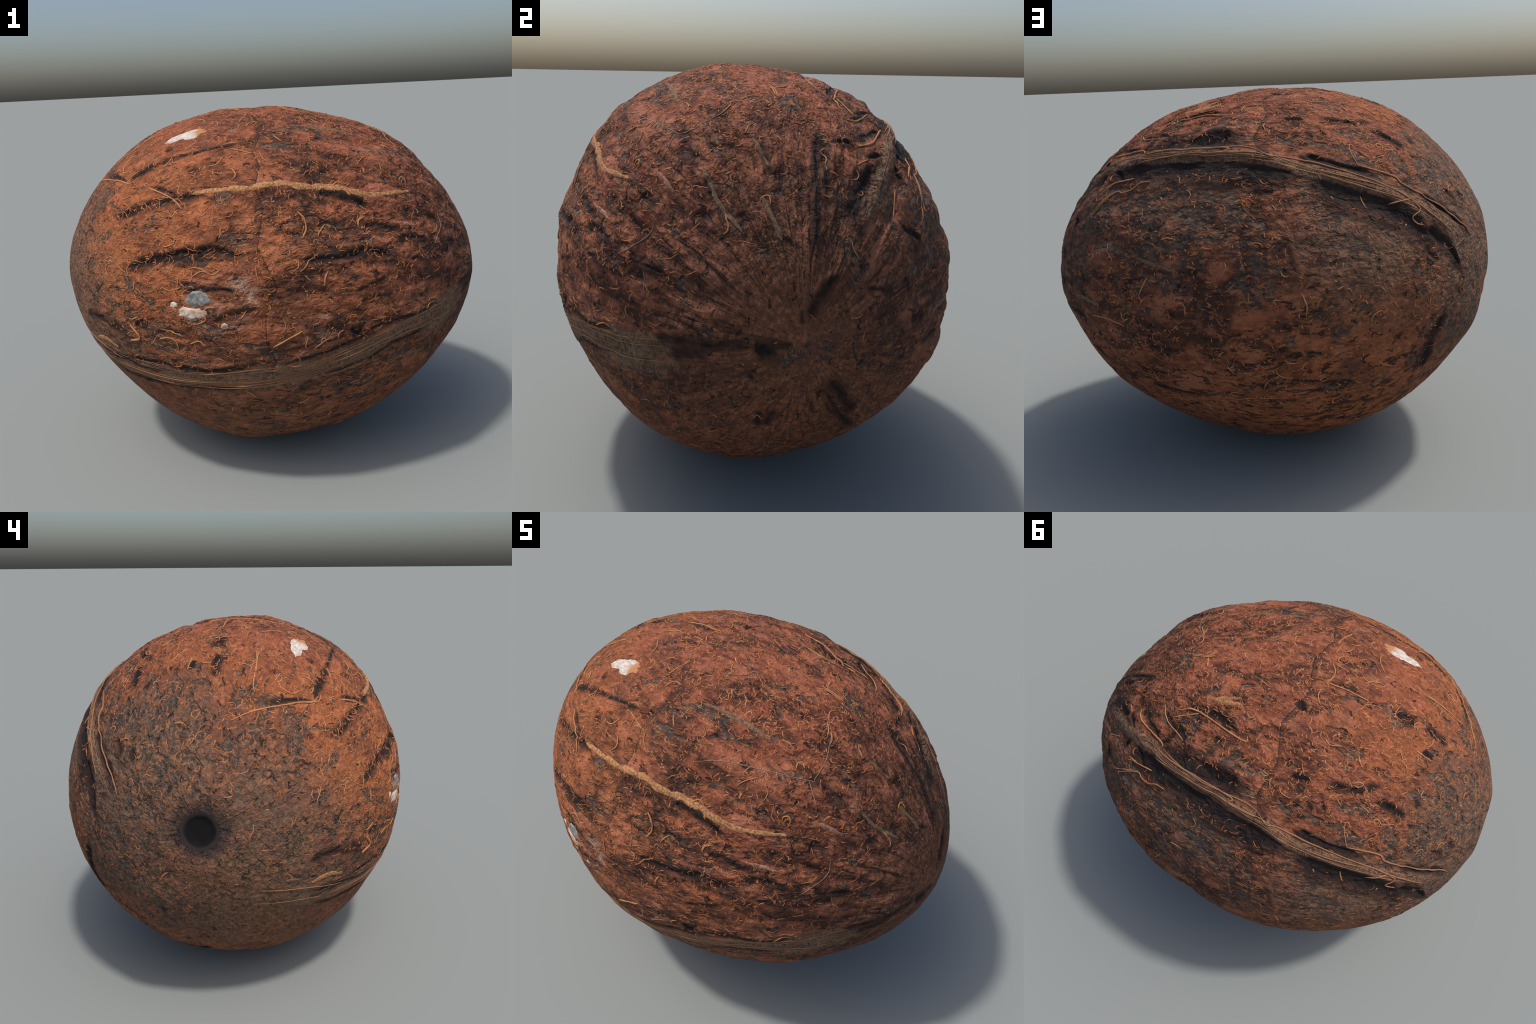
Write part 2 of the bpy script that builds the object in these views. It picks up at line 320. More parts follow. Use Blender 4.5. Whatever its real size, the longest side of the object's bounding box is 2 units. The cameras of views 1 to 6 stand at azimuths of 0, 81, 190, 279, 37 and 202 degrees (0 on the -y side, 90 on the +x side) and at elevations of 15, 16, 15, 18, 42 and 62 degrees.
# the zigzag step round the waist
SEAM = [(96.3, -112.1), (93.6, -106.5), (96.6, -99.6), (96.8, -92.9), (93.5, -84.7), (96.9, -77.4), (99.0, -73.1), (97.0, -61.3), (99.3, -55.1), (97.5, -47.7), (99.4, -42.2), (95.6, -29.5), (99.2, -17.5), (96.3, -6.0), (98.9, 5.9), (97.9, 10.2), (94.4, 18.0), (97.5, 30.4), (94.4, 42.1), (96.2, 47.0), (94.7, 51.4), (91.3, 55.7), (95.6, 61.9), (92.4, 70.7), (91.3, 72.9), (93.7, 85.9)]


# ------------------------------------------------------------------ helpers
def to_polar(d):
    """unit vectors -> (theta, psi) in degrees"""
    q = d @ FRAME.T
    return (np.degrees(np.arccos(np.clip(q[:, 0], -1, 1))),
            np.degrees(np.arctan2(q[:, 1], q[:, 2])))


def to_dir(theta, psi):
    t, p = np.radians(theta), np.radians(psi)
    return np.stack([np.cos(t), np.sin(t) * np.sin(p), np.sin(t) * np.cos(p)], -1) @ FRAME


def section_spectrum():
    """the cross-sections joined over both ends into one periodic sheet, as waves"""
    n = SECTIONS.shape[1]
    sheet = np.zeros((24, n))
    sheet[0] = END_RADII[0]
    sheet[1:12] = SECTIONS
    sheet[12] = END_RADII[1]
    sheet[13:] = np.roll(SECTIONS[::-1], n // 2, axis=1)
    return np.fft.fft2(sheet) / sheet.size


SPECTRUM = section_spectrum()


def body_radius(theta, psi):
    ft = np.fft.fftfreq(24, 1 / 24)
    fp = np.fft.fftfreq(SECTIONS.shape[1], 1 / SECTIONS.shape[1])
    out = np.empty(len(theta))
    for i in range(0, len(theta), 60000):
        t, p = np.radians(theta[i:i + 60000]), np.radians(psi[i:i + 60000] + 180)
        et, ep = np.exp(1j * np.outer(t, ft)), np.exp(1j * np.outer(p, fp))
        out[i:i + 60000] = ((et @ SPECTRUM) * ep).sum(1).real
    return out


def lattice(ix, iy, iz, seed):
    h = (ix * 374761393 + iy * 668265263 + iz * 2147483647 + seed * 1274126177) & 0xFFFFFFFF
    h = ((h ^ (h >> 13)) * 1103515245) & 0xFFFFFFFF
    h = ((h ^ (h >> 16)) * 2654435761) & 0xFFFFFFFF
    return ((h ^ (h >> 15)) & 0xFFFF) / 65535.0


def noise(p, scale, seed=0, octaves=1):
    """smooth value noise, about -1..1"""
    total, amp, norm = 0.0, 1.0, 0.0
    for o in range(octaves):
        q = p * scale * 2 ** o + 31.7 * o + 100
        i = np.floor(q).astype(np.int64)
        f = q - i
        f = f * f * f * (f * (f * 6 - 15) + 10)
        v = 0.0
        for a in (0, 1):
            for b in (0, 1):
                for c in (0, 1):
                    w = (f[:, 0] if a else 1 - f[:, 0]) * (f[:, 1] if b else 1 - f[:, 1]) * (f[:, 2] if c else 1 - f[:, 2])
                    v = v + w * lattice(i[:, 0] + a, i[:, 1] + b, i[:, 2] + c, seed + o)
        total, norm, amp = total + amp * (v * 2 - 1), norm + amp, amp * 0.5
    return total / norm


def smooth(x):
    x = np.clip(x, 0, 1)
    return x * x * (3 - 2 * x)


def near(psi, ref):
    return (psi - ref + 180) % 360 - 180


class Stroke:
    """a crease: a curve psi(theta), or theta(psi) where it runs across"""

    def __init__(self, width, strength, pts):
        p = np.array(pts, float)
        sin = np.sin(np.radians(p[:, 0].mean()))
        self.along = np.ptp(p[:, 0]) >= np.ptp(p[:, 1]) * sin * 0.8
        k, v = (p[:, 0], p[:, 1]) if self.along else (p[:, 1], p[:, 0])
        o = np.argsort(k)
        k, v = k[o], v[o]
        keep = np.concatenate([[True], np.diff(k) > 0.25])
        self.k, self.v = k[keep], v[keep]
        self.width, self.strength = width / 1000, strength
        self.box = (p[:, 0].min(), p[:, 0].max(), p[:, 1].min(), p[:, 1].max(), sin)

    def mask(self, theta, psi, rad):
        """0..1 profile of the crease at the given places"""
        mid = self.box[2] / 2 + self.box[3] / 2
        psi = mid + near(psi, mid)
        key, val = (theta, psi) if self.along else (psi, theta)
        s = (key - self.k[0]) / (self.k[-1] - self.k[0])
        metre = rad * np.sin(np.radians(theta)) if self.along else rad
        d = np.abs(val - np.interp(key, self.k, self.v)) * np.radians(1) * metre
        w = self.width * np.clip(s * (1 - s) / 0.15, 0, 1)
        return np.clip((w - d) / self.width, 0, 1)


STROKES = [Stroke(*c[1:]) for region in (CREASES_TOP_AND_FRONT, CREASES_STEM_END, CREASES_BACK, CREASES_PORE_END, CREASES_UNDERSIDE) for c in region]


def polyline(pts, step):
    """points (theta, psi) -> smooth, evenly spaced unit directions"""
    d = to_dir(np.array([p[0] for p in pts]), np.array([p[1] for p in pts]))
    if len(d) > 2:      # Catmull-Rom
        e = np.vstack([2 * d[0] - d[1], d, 2 * d[-1] - d[-2]])
        out = []
        for i in range(len(d) - 1):
            a, b, c, g = e[i:i + 4]
            for t in np.linspace(0, 1, 9)[:-1]:
                out.append(0.5 * (2 * b + (c - a) * t + (2 * a - 5 * b + 4 * c - g) * t * t + (3 * b - a - 3 * c + g) * t ** 3))
        d = np.vstack(out + [d[-1:]])
    s = np.concatenate([[0], np.cumsum(np.linalg.norm(np.diff(d, axis=0), axis=1))])
    n = max(3, int(s[-1] / step) + 1)
    u = np.linspace(0, s[-1], n)
    d = np.stack([np.interp(u, s, d[:, i]) for i in range(3)], 1)
    return d / np.linalg.norm(d, axis=1)[:, None]


def line_distance(d, line):
    """least distance (radians) from unit vectors to a dense polyline, and where on it"""
    best, at = np.full(len(d), 9.0), np.zeros(len(d))
    lo, hi = line.min(0) - 0.15, line.max(0) + 0.15
    idx = np.flatnonzero(((d > lo) & (d < hi)).all(1))
    for i in range(0, len(idx), 40000):
        j = idx[i:i + 40000]
        c = d[j] @ line.T
        m = c.argmax(1)
        best[j] = np.sqrt(np.maximum(0, 2 - 2 * c[np.arange(len(j)), m]))
        at[j] = m / (len(line) - 1)
    return best, at


RIB_LINE = polyline(RIB_SPINE, 0.018)
BAND_LINE = polyline(BAND_SPINE, 0.018)
PORE_DIR = to_dir(np.array([PORE[0]]), np.array([PORE[1]]))[0]


def zone(d, kinds):
    """how strongly unit vectors lie in zones of the given kinds"""
    out = np.zeros(len(d))
    for kind, th, ps, rad, amount in ZONES:
        if kind in kinds:
            c = to_dir(np.array([th]), np.array([ps]))[0]
            a = np.degrees(np.arccos(np.clip(d @ c, -1, 1)))
            out = np.maximum(out, amount * smooth(1.25 - a / rad))
    return out


def surface(d, detail=True):
    """unit vectors -> points on the finished shell, relief included"""
    theta, psi = to_polar(d)
    r = body_radius(theta, psi)
    r = r - 0.0035 * np.sin(np.radians(theta)) ** 2
    for th, ps, size, height in SWELLS:
        c = to_dir(np.array([th]), np.array([ps]))[0]
        a = np.degrees(np.arccos(np.clip(d @ c, -1, 1)))
        r = r + height * np.exp(-(a / size) ** 2)
    for th, ps, size, depth in EYES:                     # the closed eyes beside the pore
        c = to_dir(np.array([th]), np.array([ps]))[0]
        a = np.degrees(np.arccos(np.clip(d @ c, -1, 1)))
        r = r - depth * smooth(1.35 - a / size)
    p = d * r[:, None]
    q = p @ FRAME.T * np.array([0.55, 1, 1])            # lumps stretched along the nut
    rough = np.clip(smooth((theta - 12) / 30) * smooth((166 - theta) / 25) * smooth((125 - np.abs(psi)) / 35), 0, 1)
    calm = np.maximum(zone(d, ("tan", "calm")), 0)
    rough = (0.35 + 0.65 * rough) * (1 - 0.6 * calm)
    h = rough * (0.0045 * noise(q, 7, 3, 2) + 0.0045 * noise(q, 20, 5, 2))
    # folds fanning out from the stem end
    t_, p_ = np.radians(theta), np.radians(psi)
    fan = np.stack([theta * 0.009, np.sin(p_), np.cos(p_)], 1)
    fold = rough * smooth((theta - 8) / 18) * smooth((118 - theta) / 40)
    h += fold * (0.019 * np.abs(noise(fan, 5.0, 12)) + 0.008 * np.abs(noise(q, 13, 15)) - 0.0075)
    h += 0.010 * rough * smooth((theta - 5) / 8) * smooth((62 - theta) / 25) * (np.abs(noise(fan, 9.5, 33)) - 0.35)
    if detail:
        h += rough * 0.0016 * noise(q, 60, 9)
    crease = np.zeros(len(d))
    lip = np.zeros(len(d))
    wob = near(psi + 0.9 * noise(p, 18, 21) / np.maximum(np.sin(np.radians(theta)), 0.2), 0)
    for s in STROKES:
        t0, t1, p0, p1, sn = s.box
        sel = np.flatnonzero((theta > t0 - 4) & (theta < t1 + 4) & (np.abs(near(psi, (p0 + p1) / 2)) < (p1 - p0) / 2 + 4 / max(sn, 0.12)))
        if len(sel) == 0:
            continue
        wide = Stroke.__new__(Stroke)       # the raised lips on both sides
        wide.__dict__.update(s.__dict__)
        wide.width = s.width * 2.6
        crease[sel] = np.maximum(crease[sel], s.strength * np.clip(s.width / 0.013, 0.4, 1.25) * smooth(wide.mask(theta[sel], wob[sel], r[sel]) * 1.5 - 0.5))
        lip[sel] = np.maximum(lip[sel], s.strength * smooth(wide.mask(theta[sel], wob[sel], r[sel]) * 1.4))
    h += 0.006 * lip - 0.012 * crease - 0.001
    o = np.argsort([s[1] for s in SEAM])
    e = np.radians(theta - np.interp(psi, np.array([s[1] for s in SEAM])[o], np.array([s[0] for s in SEAM])[o])) * r
    h -= 0.005 * smooth((e + 0.005) / 0.010) * smooth(1 - e / 0.05) * smooth((psi + 114) / 6) * smooth((92 - psi) / 6)
    a, at = line_distance(d, RIB_LINE)
    h += RIB_HEIGHT * np.exp(-(a * r / 0.030) ** 2) * smooth(at / 0.12) * smooth((1 - at) / 0.08)
    a, at = line_distance(d, BAND_LINE)
    h += BAND_HEIGHT * np.exp(-(a * r / 0.05) ** 4) * smooth(at / 0.1) * smooth((1 - at) / 0.1)
    b = np.linalg.norm(p - PORE_DIR * END_RADII[1], axis=1)
    h -= PORE_DEPTH * smooth((PORE_RADIUS * 1.1 - b) / (PORE_RADIUS * 0.5)) + 0.013 * np.exp(-(b / 0.10) ** 2) - 0.006 * np.exp(-((b - 0.15) / 0.04) ** 2)
    return d * (r + h)[:, None] + CENTRE


def new_mesh(name, verts, faces, mat=None, flat=False):
    """mesh object from arrays; faces is an (n, 3 or 4) index array"""
    me = bpy.data.meshes.new(name)
    faces = np.asarray(faces, np.int32)
    n, k = faces.shape
    me.vertices.add(len(verts))
    me.vertices.foreach_set("co", np.asarray(verts, np.float32).ravel())
    me.loops.add(n * k)
    me.loops.foreach_set("vertex_index", faces.ravel())
    me.polygons.add(n)
    me.polygons.foreach_set("loop_start", np.arange(n, dtype=np.int32) * k)
    me.polygons.foreach_set("use_smooth", np.full(n, not flat))
    me.update(calc_edges=True)
    me.validate()
    ob = bpy.data.objects.new(name, me)
    bpy.context.scene.collection.objects.link(ob)
    if mat:
        me.materials.append(mat)
    return ob


# ------------------------------------------------------------------ materials
class Nodes:
    def __init__(self, name):
        self.mat = bpy.data.materials.new(name)
        self.mat.use_nodes = True
        self.t = self.mat.node_tree
        self.t.nodes.clear()

    def put(self, sock, v):
        if hasattr(v, "is_linked"):
            self.t.links.new(v, sock)
        elif isinstance(v, (tuple, list)) and len(v) == 3 and sock.type == "RGBA":
            sock.default_value = (*v, 1)
        else:
            sock.default_value = v

    def node(self, kind, out=0, props=None, **ins):
        n = self.t.nodes.new(kind)
        for k, v in (props or {}).items():
            setattr(n, k, v)
        for k, v in ins.items():
            key = int(k[1:]) if k[0] == "i" and k[1:].isdigit() else k.replace("_", " ")
            self.put(n.inputs[key], v)
        return n.outputs[out]

    def math(self, op, a, b=0.0, c=0.0, clamp=False):
        return self.node("ShaderNodeMath", props=dict(operation=op, use_clamp=clamp), i0=a, i1=b, i2=c)

    def vec(self, op, a, b=(0, 0, 0), out=0):
        return self.node("ShaderNodeVectorMath", out, props=dict(operation=op), i0=a, i1=b)

    def ramp(self, v, lo, hi, a=0.0, b=1.0, soft=True):
        return self.node("ShaderNodeMapRange", props=dict(interpolation_type="SMOOTHSTEP" if soft else "LINEAR", clamp=True),
                         i0=v, i1=lo, i2=hi, i3=a, i4=b)

    def mix(self, f, a, b):
        n = self.t.nodes.new("ShaderNodeMix")
        n.data_type = "RGBA"
        n.clamp_factor = True
        self.put(n.inputs[0], f)
        self.put(n.inputs[6], a)
        self.put(n.inputs[7], b)
        return n.outputs[2]

    def noise(self, v, scale, detail=2.0, rough=0.5, dist=0.0, out=0):
        return self.node("ShaderNodeTexNoise", out, Vector=v, Scale=scale, Detail=detail, Roughness=rough, Distortion=dist)

    def curve(self, x, ks, vs, handle="AUTO_CLAMPED"):
        n = self.t.nodes.new("ShaderNodeFloatCurve")
        c = n.mapping.curves[0]
        for _ in range(len(ks) - 2):
            c.points.new(0.5, 0.5)
        for pt, k, v in zip(c.points, ks, vs):
            pt.location = (float(k), float(v))
            pt.handle_type = handle
        n.mapping.update()
        self.put(n.inputs["Factor"], 1.0)
        self.put(n.inputs["Value"], x)
        return n.outputs[0]

    def finish(self, colour, rough=0.8, height=None, strength=0.5, distance=0.01, spec=0.25):
        b = self.t.nodes.new("ShaderNodeBsdfPrincipled")
        self.put(b.inputs["Base Color"], colour)
        self.put(b.inputs["Roughness"], rough)
        self.put(b.inputs["Specular IOR Level"], spec)
        if height is not None:
            self.put(b.inputs["Normal"], self.node("ShaderNodeBump", Height=height, Strength=strength, Distance=distance))
        o = self.t.nodes.new("ShaderNodeOutputMaterial")
        self.t.links.new(b.outputs[0], o.inputs[0])
        return self.mat


def nut_frame(g):
    """object coordinates -> position in the nut's own frame, theta, psi (degrees), distance from the axis"""
    co = g.node("ShaderNodeTexCoord", 3)
    p = g.vec("SUBTRACT", co, tuple(CENTRE))
    x = g.vec("DOT_PRODUCT", p, tuple(AXIS), 1)
    y = g.vec("DOT_PRODUCT", p, tuple(SIDE), 1)
    z = g.vec("DOT_PRODUCT", p, tuple(UP), 1)
    q = g.node("ShaderNodeCombineXYZ", i0=x, i1=y, i2=z)
    rho = g.vec("LENGTH", g.node("ShaderNodeCombineXYZ", i1=y, i2=z), out=1)
    rad = g.vec("LENGTH", p, out=1)
    theta = g.math("MULTIPLY", g.math("ARCTAN2", rho, x), 180 / pi)
    psi = g.math("MULTIPLY", g.math("ARCTAN2", y, z), 180 / pi)
    return p, q, y, z, rho, rad, theta, psi


def stroke_mask(g, s, theta, psi, rho, rad):
    key, val, metre = (theta, psi, rho) if s.along else (psi, theta, rad)
    k0, k1, v0, v1 = s.k[0], s.k[-1], s.v.min(), max(s.v.max(), s.v.min() + 0.01)
    u = g.math("MULTIPLY_ADD", key, 1 / (k1 - k0), -k0 / (k1 - k0))
    c = g.curve(u, (s.k - k0) / (k1 - k0), (s.v - v0) / (v1 - v0))
    c = g.math("MULTIPLY_ADD", c, v1 - v0, v0)
    d = g.math("ABSOLUTE", g.math("SUBTRACT", val, c))
    d = g.math("MULTIPLY", d, g.math("MULTIPLY", metre, pi / 180))
    t = g.math("MULTIPLY", u, g.math("SUBTRACT", 1.0, u))
    wide = s.width * CREASE_SPREAD
    w = g.ramp(t, -0.03, 0.15, 0.0, wide, soft=False)
    return g.math("MULTIPLY", g.math("SUBTRACT", w, d), s.strength / wide)


def shell_material(name, strokes):
    g = Nodes(name)
    p, q, y, z, rho, rad, theta, psi = nut_frame(g)
    # noises
    bend = g.noise(p, 9, 2, out=1)
    ragged = g.vec("MULTIPLY_ADD", bend, (0.16, 0.16, 0.16))
    ragged.node.inputs[2].default_value = (-0.08, -0.08, -0.08)
    pr = g.vec("ADD", p, ragged)
    long = g.vec("MULTIPLY", q, (0.42, 1, 1))           # drawn out along the nut
    low = g.noise(p, 3.2, 3)
    mid = g.noise(g.vec("MULTIPLY", q, (0.7, 1, 1)), 16, 4, 0.58, 0.8)
    fine = g.noise(g.vec("MULTIPLY", q, (0.6, 1, 1)), 62, 3, 0.6, 0.6)
    patch = g.noise(long, 14, 4, 0.56, 0.6)
    dash = g.noise(g.vec("MULTIPLY", q, (0.42, 1, 1)), 36, 3.5, 0.6, 0.7)
    # streaks that run into the two ends
    spoke = g.node("ShaderNodeCombineXYZ", i0=g.math("MULTIPLY", theta, 0.010), i1=g.math("DIVIDE", y, rho), i2=g.math("DIVIDE", z, rho))
    streak = g.noise(spoke, 15, 4, 0.65, 0.2)
    # zones
    amount = {}
    for kind in ("skin", "tan", "red", "orange", "pale", "stem", "dash", "worn"):
        acc = None
        for k, th, ps, r, a in ZONES:
            if k != kind:
                continue
            c = to_dir(np.array([th]), np.array([ps]))
            c = (c * body_radius(np.array([th]), np.array([ps]))[:, None])[0]
            m = g.ramp(g.vec("DISTANCE", pr, tuple(c), 1), r * 0.0185, r * 0.0040, 0.0, a)
            acc = m if acc is None else g.math("MAXIMUM", acc, m)
        amount[kind] = acc
    # ground colour of the fibre bed
    col = g.mix(g.ramp(mid, 0.26, 0.58), COL["deep"], COL["bed"])
    col = g.mix(g.math("MULTIPLY", amount["orange"], g.ramp(mid, 0.28, 0.58, 0.35, 1.0)), col, COL["orange"])
    col = g.mix(g.math("MULTIPLY", amount["red"], g.ramp(mid, 0.25, 0.58, 0.4, 1.0)), col, COL["red"])
    col = g.mix(g.math("MULTIPLY", amount["stem"], 0.75), col, g.mix(g.ramp(streak, 0.35, 0.65), COL["stem_dark"], COL["stem"]))
    col = g.mix(g.math("MULTIPLY", amount["tan"], g.ramp(patch, 0.25, 0.48, 0.35, 1.0)), col, g.mix(fine, COL["tan_dark"], COL["tan"]))
    col = g.mix(g.ramp(fine, 0.5, 0.7, 0, 0.6), col, COL["light"])
    col = g.mix(g.ramp(fine, 0.48, 0.3, 0, 0.45), col, COL["deep"])
    # shading painted into the valleys of folds fanning out from the stem end
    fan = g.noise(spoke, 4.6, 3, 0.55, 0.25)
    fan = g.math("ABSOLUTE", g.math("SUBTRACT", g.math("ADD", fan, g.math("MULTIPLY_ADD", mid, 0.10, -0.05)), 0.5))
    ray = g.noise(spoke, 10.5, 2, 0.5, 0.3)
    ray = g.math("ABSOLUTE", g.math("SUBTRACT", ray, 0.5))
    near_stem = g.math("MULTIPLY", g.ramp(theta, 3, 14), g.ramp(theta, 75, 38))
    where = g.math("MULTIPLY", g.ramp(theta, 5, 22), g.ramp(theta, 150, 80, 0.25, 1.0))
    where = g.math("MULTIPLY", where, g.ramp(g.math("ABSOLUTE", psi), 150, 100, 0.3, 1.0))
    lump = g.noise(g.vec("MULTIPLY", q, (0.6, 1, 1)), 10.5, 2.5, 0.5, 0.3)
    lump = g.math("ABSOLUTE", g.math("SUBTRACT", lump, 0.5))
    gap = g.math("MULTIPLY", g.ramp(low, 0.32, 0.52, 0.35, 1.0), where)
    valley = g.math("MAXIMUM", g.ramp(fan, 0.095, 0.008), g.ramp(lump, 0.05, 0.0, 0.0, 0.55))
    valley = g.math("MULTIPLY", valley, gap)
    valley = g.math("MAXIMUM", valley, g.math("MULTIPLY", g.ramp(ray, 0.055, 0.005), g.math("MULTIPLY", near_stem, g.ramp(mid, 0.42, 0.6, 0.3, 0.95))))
    col = g.mix(g.math("MULTIPLY", g.ramp(g.noise(p, 5.2, 2.5), 0.5, 0.68), 0.5), col, COL["dusk"])
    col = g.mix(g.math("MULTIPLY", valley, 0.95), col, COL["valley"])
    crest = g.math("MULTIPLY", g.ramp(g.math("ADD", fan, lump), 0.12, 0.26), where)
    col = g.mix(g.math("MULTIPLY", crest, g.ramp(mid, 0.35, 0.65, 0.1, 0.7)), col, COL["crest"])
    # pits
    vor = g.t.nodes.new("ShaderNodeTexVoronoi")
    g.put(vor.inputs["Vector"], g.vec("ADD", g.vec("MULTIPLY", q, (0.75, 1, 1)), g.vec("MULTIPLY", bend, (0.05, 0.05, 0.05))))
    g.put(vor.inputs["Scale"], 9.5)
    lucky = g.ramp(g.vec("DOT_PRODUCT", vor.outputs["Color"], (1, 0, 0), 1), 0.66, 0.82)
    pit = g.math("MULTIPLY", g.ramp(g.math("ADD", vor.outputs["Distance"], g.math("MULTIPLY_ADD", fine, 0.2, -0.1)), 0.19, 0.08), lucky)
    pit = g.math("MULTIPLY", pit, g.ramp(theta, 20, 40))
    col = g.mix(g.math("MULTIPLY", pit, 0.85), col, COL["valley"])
    # old dark skin left between the fibres
    cover = g.math("MULTIPLY_ADD", amount["tan"], 0.10, g.math("MULTIPLY_ADD", amount["skin"], -0.15, 0.60))
    cover = g.math("MULTIPLY_ADD", low, -0.12, g.math("ADD", cover, 0.06))
    skin = g.ramp(g.math("SUBTRACT", patch, cover), -0.015, 0.055)
    skin_col = g.mix(g.ramp(fine, 0.4, 0.7), COL["skin"], COL["skin_light"])
    col = g.mix(g.math("MULTIPLY", skin, 0.88), col, skin_col)
    # smooth, worn grey-brown places round the eyes and under the back rib
    worn = g.math("MULTIPLY", amount["worn"], g.ramp(g.math("MULTIPLY_ADD", mid, 0.5, g.math("MULTIPLY", patch, 0.5)), 0.58, 0.40, 0.25, 0.9))
    col = g.mix(worn, col, g.mix(g.ramp(fine, 0.3, 0.7), COL["worn_dark"], COL["worn"]))
    # short dark dashes where fibre was torn out
    dcut = g.math("MULTIPLY_ADD", amount["dash"], -0.085, g.math("MULTIPLY_ADD", low, -0.08, 0.675))
    dashes = g.ramp(g.math("SUBTRACT", dash, dcut), -0.02, 0.035)
    col = g.mix(g.math("MULTIPLY", dashes, 0.85), col, COL["crease"])
    # short dabs of loose fibre, and hair-fine curls: contour lines of a noise, broken up by another
    dab = g.noise(g.vec("ADD", g.vec("MULTIPLY", q, (0.38, 1, 1)), (3.1, 1.7, 0.4)), 54, 2, 0.55, 0.9)
    dabs = g.ramp(dab, 0.555, 0.64)
    dabs = g.math("MULTIPLY", dabs, g.math("MULTIPLY_ADD", skin, 0.36, 0.38))
    col = g.mix(dabs, col, g.mix(low, COL["dab_dark"], COL["dab"]))
    n = g.noise(g.vec("MULTIPLY", q, (0.75, 1, 1)), 25, 1.5, 0.5, 1.2)
    curls = g.ramp(g.math("ABSOLUTE", g.math("SUBTRACT", n, 0.5)), 0.026, 0.006)
    curls = g.math("MULTIPLY", curls, g.ramp(g.noise(g.vec("ADD", p, (9, 0, 0)), 30, 1), 0.46, 0.56))
    tame = g.math("MAXIMUM", g.math("MAXIMUM", amount["stem"], amount["tan"]), g.math("MAXIMUM", skin, amount["worn"]))
    curls = g.math("MULTIPLY", curls, g.math("MULTIPLY_ADD", tame, -0.5, 0.62), clamp=True)
    col = g.mix(curls, col, COL["curl"])
    # smooth weathered band along the front rib
    tb = g.math("MULTIPLY_ADD", theta, 1 / 180, 0.0)
    bt, bp = to_polar(BAND_LINE[::3])
    o = np.argsort(bt)
    bt, bp = bt[o], np.where(bp[o] > 90, bp[o] - 360, bp[o])
    bc = g.curve(tb, np.concatenate([[0], bt / 180, [1]]), np.concatenate([[bp[0]], bp, [bp[-1]]]) / 360 + 0.75)
    off = g.math("MULTIPLY", g.math("SUBTRACT", psi, g.math("MULTIPLY_ADD", bc, 360.0, -270.0)), g.math("MULTIPLY", rho, pi / 180))
    band_streak = g.noise(g.node("ShaderNodeCombineXYZ", i0=g.math("MULTIPLY", theta, 0.03), i1=off), 42, 4, 0.6, 0.15)
    band = g.math("MULTIPLY", g.ramp(g.math("ABSOLUTE", g.math("ADD", off, g.math("MULTIPLY_ADD", low, 0.16, g.math("MULTIPLY_ADD", mid, 0.08, -0.12)))), 0.082, 0.040),
                  g.math("MULTIPLY", g.ramp(theta, 18, 34), g.ramp(theta, 162, 146)))
    bcol = g.mix(g.ramp(band_streak, 0.33, 0.5), COL["band_dark"], COL["band"])
    bcol = g.mix(g.ramp(band_streak, 0.56, 0.7), bcol, COL["band_light"])
    col = g.mix(g.math("MULTIPLY", band, g.ramp(low, 0.32, 0.6, 0.55, 0.92)), col, bcol)
    # the back rib: a solid fibrous ridge
    rt, rp = to_polar(RIB_LINE[::3])
    o = np.argsort(rt)
    rt, rp = rt[o], rp[o]
    rc = g.curve(tb, np.concatenate([[0], rt / 180, [1]]), np.concatenate([[rp[0]], rp, [rp[-1]]]) / 180)
    off = g.math("MULTIPLY", g.math("SUBTRACT", psi, g.math("MULTIPLY", rc, 180.0)), g.math("MULTIPLY", rho, pi / 180))
    rib_streak = g.noise(g.node("ShaderNodeCombineXYZ", i0=g.math("MULTIPLY", theta, 0.025), i1=off), 60, 4, 0.6, 0.2)
    rib = g.math("MULTIPLY", g.ramp(g.math("ABSOLUTE", g.math("ADD", off, g.math("MULTIPLY_ADD", mid, 0.03, -0.015))), 0.036, 0.022),
                 g.math("MULTIPLY", g.ramp(theta, 22, 32), g.ramp(theta, 158, 146)))
    rcol = g.mix(g.ramp(rib_streak, 0.36, 0.6), COL["rib_dark"], COL["rib"])
    col = g.mix(g.math("MULTIPLY", rib, 0.9), col, rcol)
    # bleached, mould-pale smears
    col = g.mix(g.math("MULTIPLY", amount["pale"], g.ramp(g.math("MULTIPLY_ADD", fine, 0.5, g.math("MULTIPLY", mid, 0.6)), 0.5, 0.68)), col, COL["pale"])
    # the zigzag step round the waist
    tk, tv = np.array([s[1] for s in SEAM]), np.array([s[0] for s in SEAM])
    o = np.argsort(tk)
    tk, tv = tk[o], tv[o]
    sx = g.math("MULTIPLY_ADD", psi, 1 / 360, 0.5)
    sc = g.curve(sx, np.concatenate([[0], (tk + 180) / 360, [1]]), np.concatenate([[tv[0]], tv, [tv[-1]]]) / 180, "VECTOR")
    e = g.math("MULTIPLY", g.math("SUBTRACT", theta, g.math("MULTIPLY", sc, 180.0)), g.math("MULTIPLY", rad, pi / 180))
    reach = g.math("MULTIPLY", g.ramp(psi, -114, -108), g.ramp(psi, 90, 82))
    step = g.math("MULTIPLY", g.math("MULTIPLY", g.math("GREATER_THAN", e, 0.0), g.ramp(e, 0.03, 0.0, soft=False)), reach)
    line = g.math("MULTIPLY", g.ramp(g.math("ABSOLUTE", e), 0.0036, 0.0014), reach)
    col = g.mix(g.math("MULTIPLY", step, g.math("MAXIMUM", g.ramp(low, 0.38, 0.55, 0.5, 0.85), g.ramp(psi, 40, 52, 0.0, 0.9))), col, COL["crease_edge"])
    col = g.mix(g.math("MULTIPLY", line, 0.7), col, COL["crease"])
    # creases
    jit = g.math("MULTIPLY_ADD", mid, 0.024, -0.012)
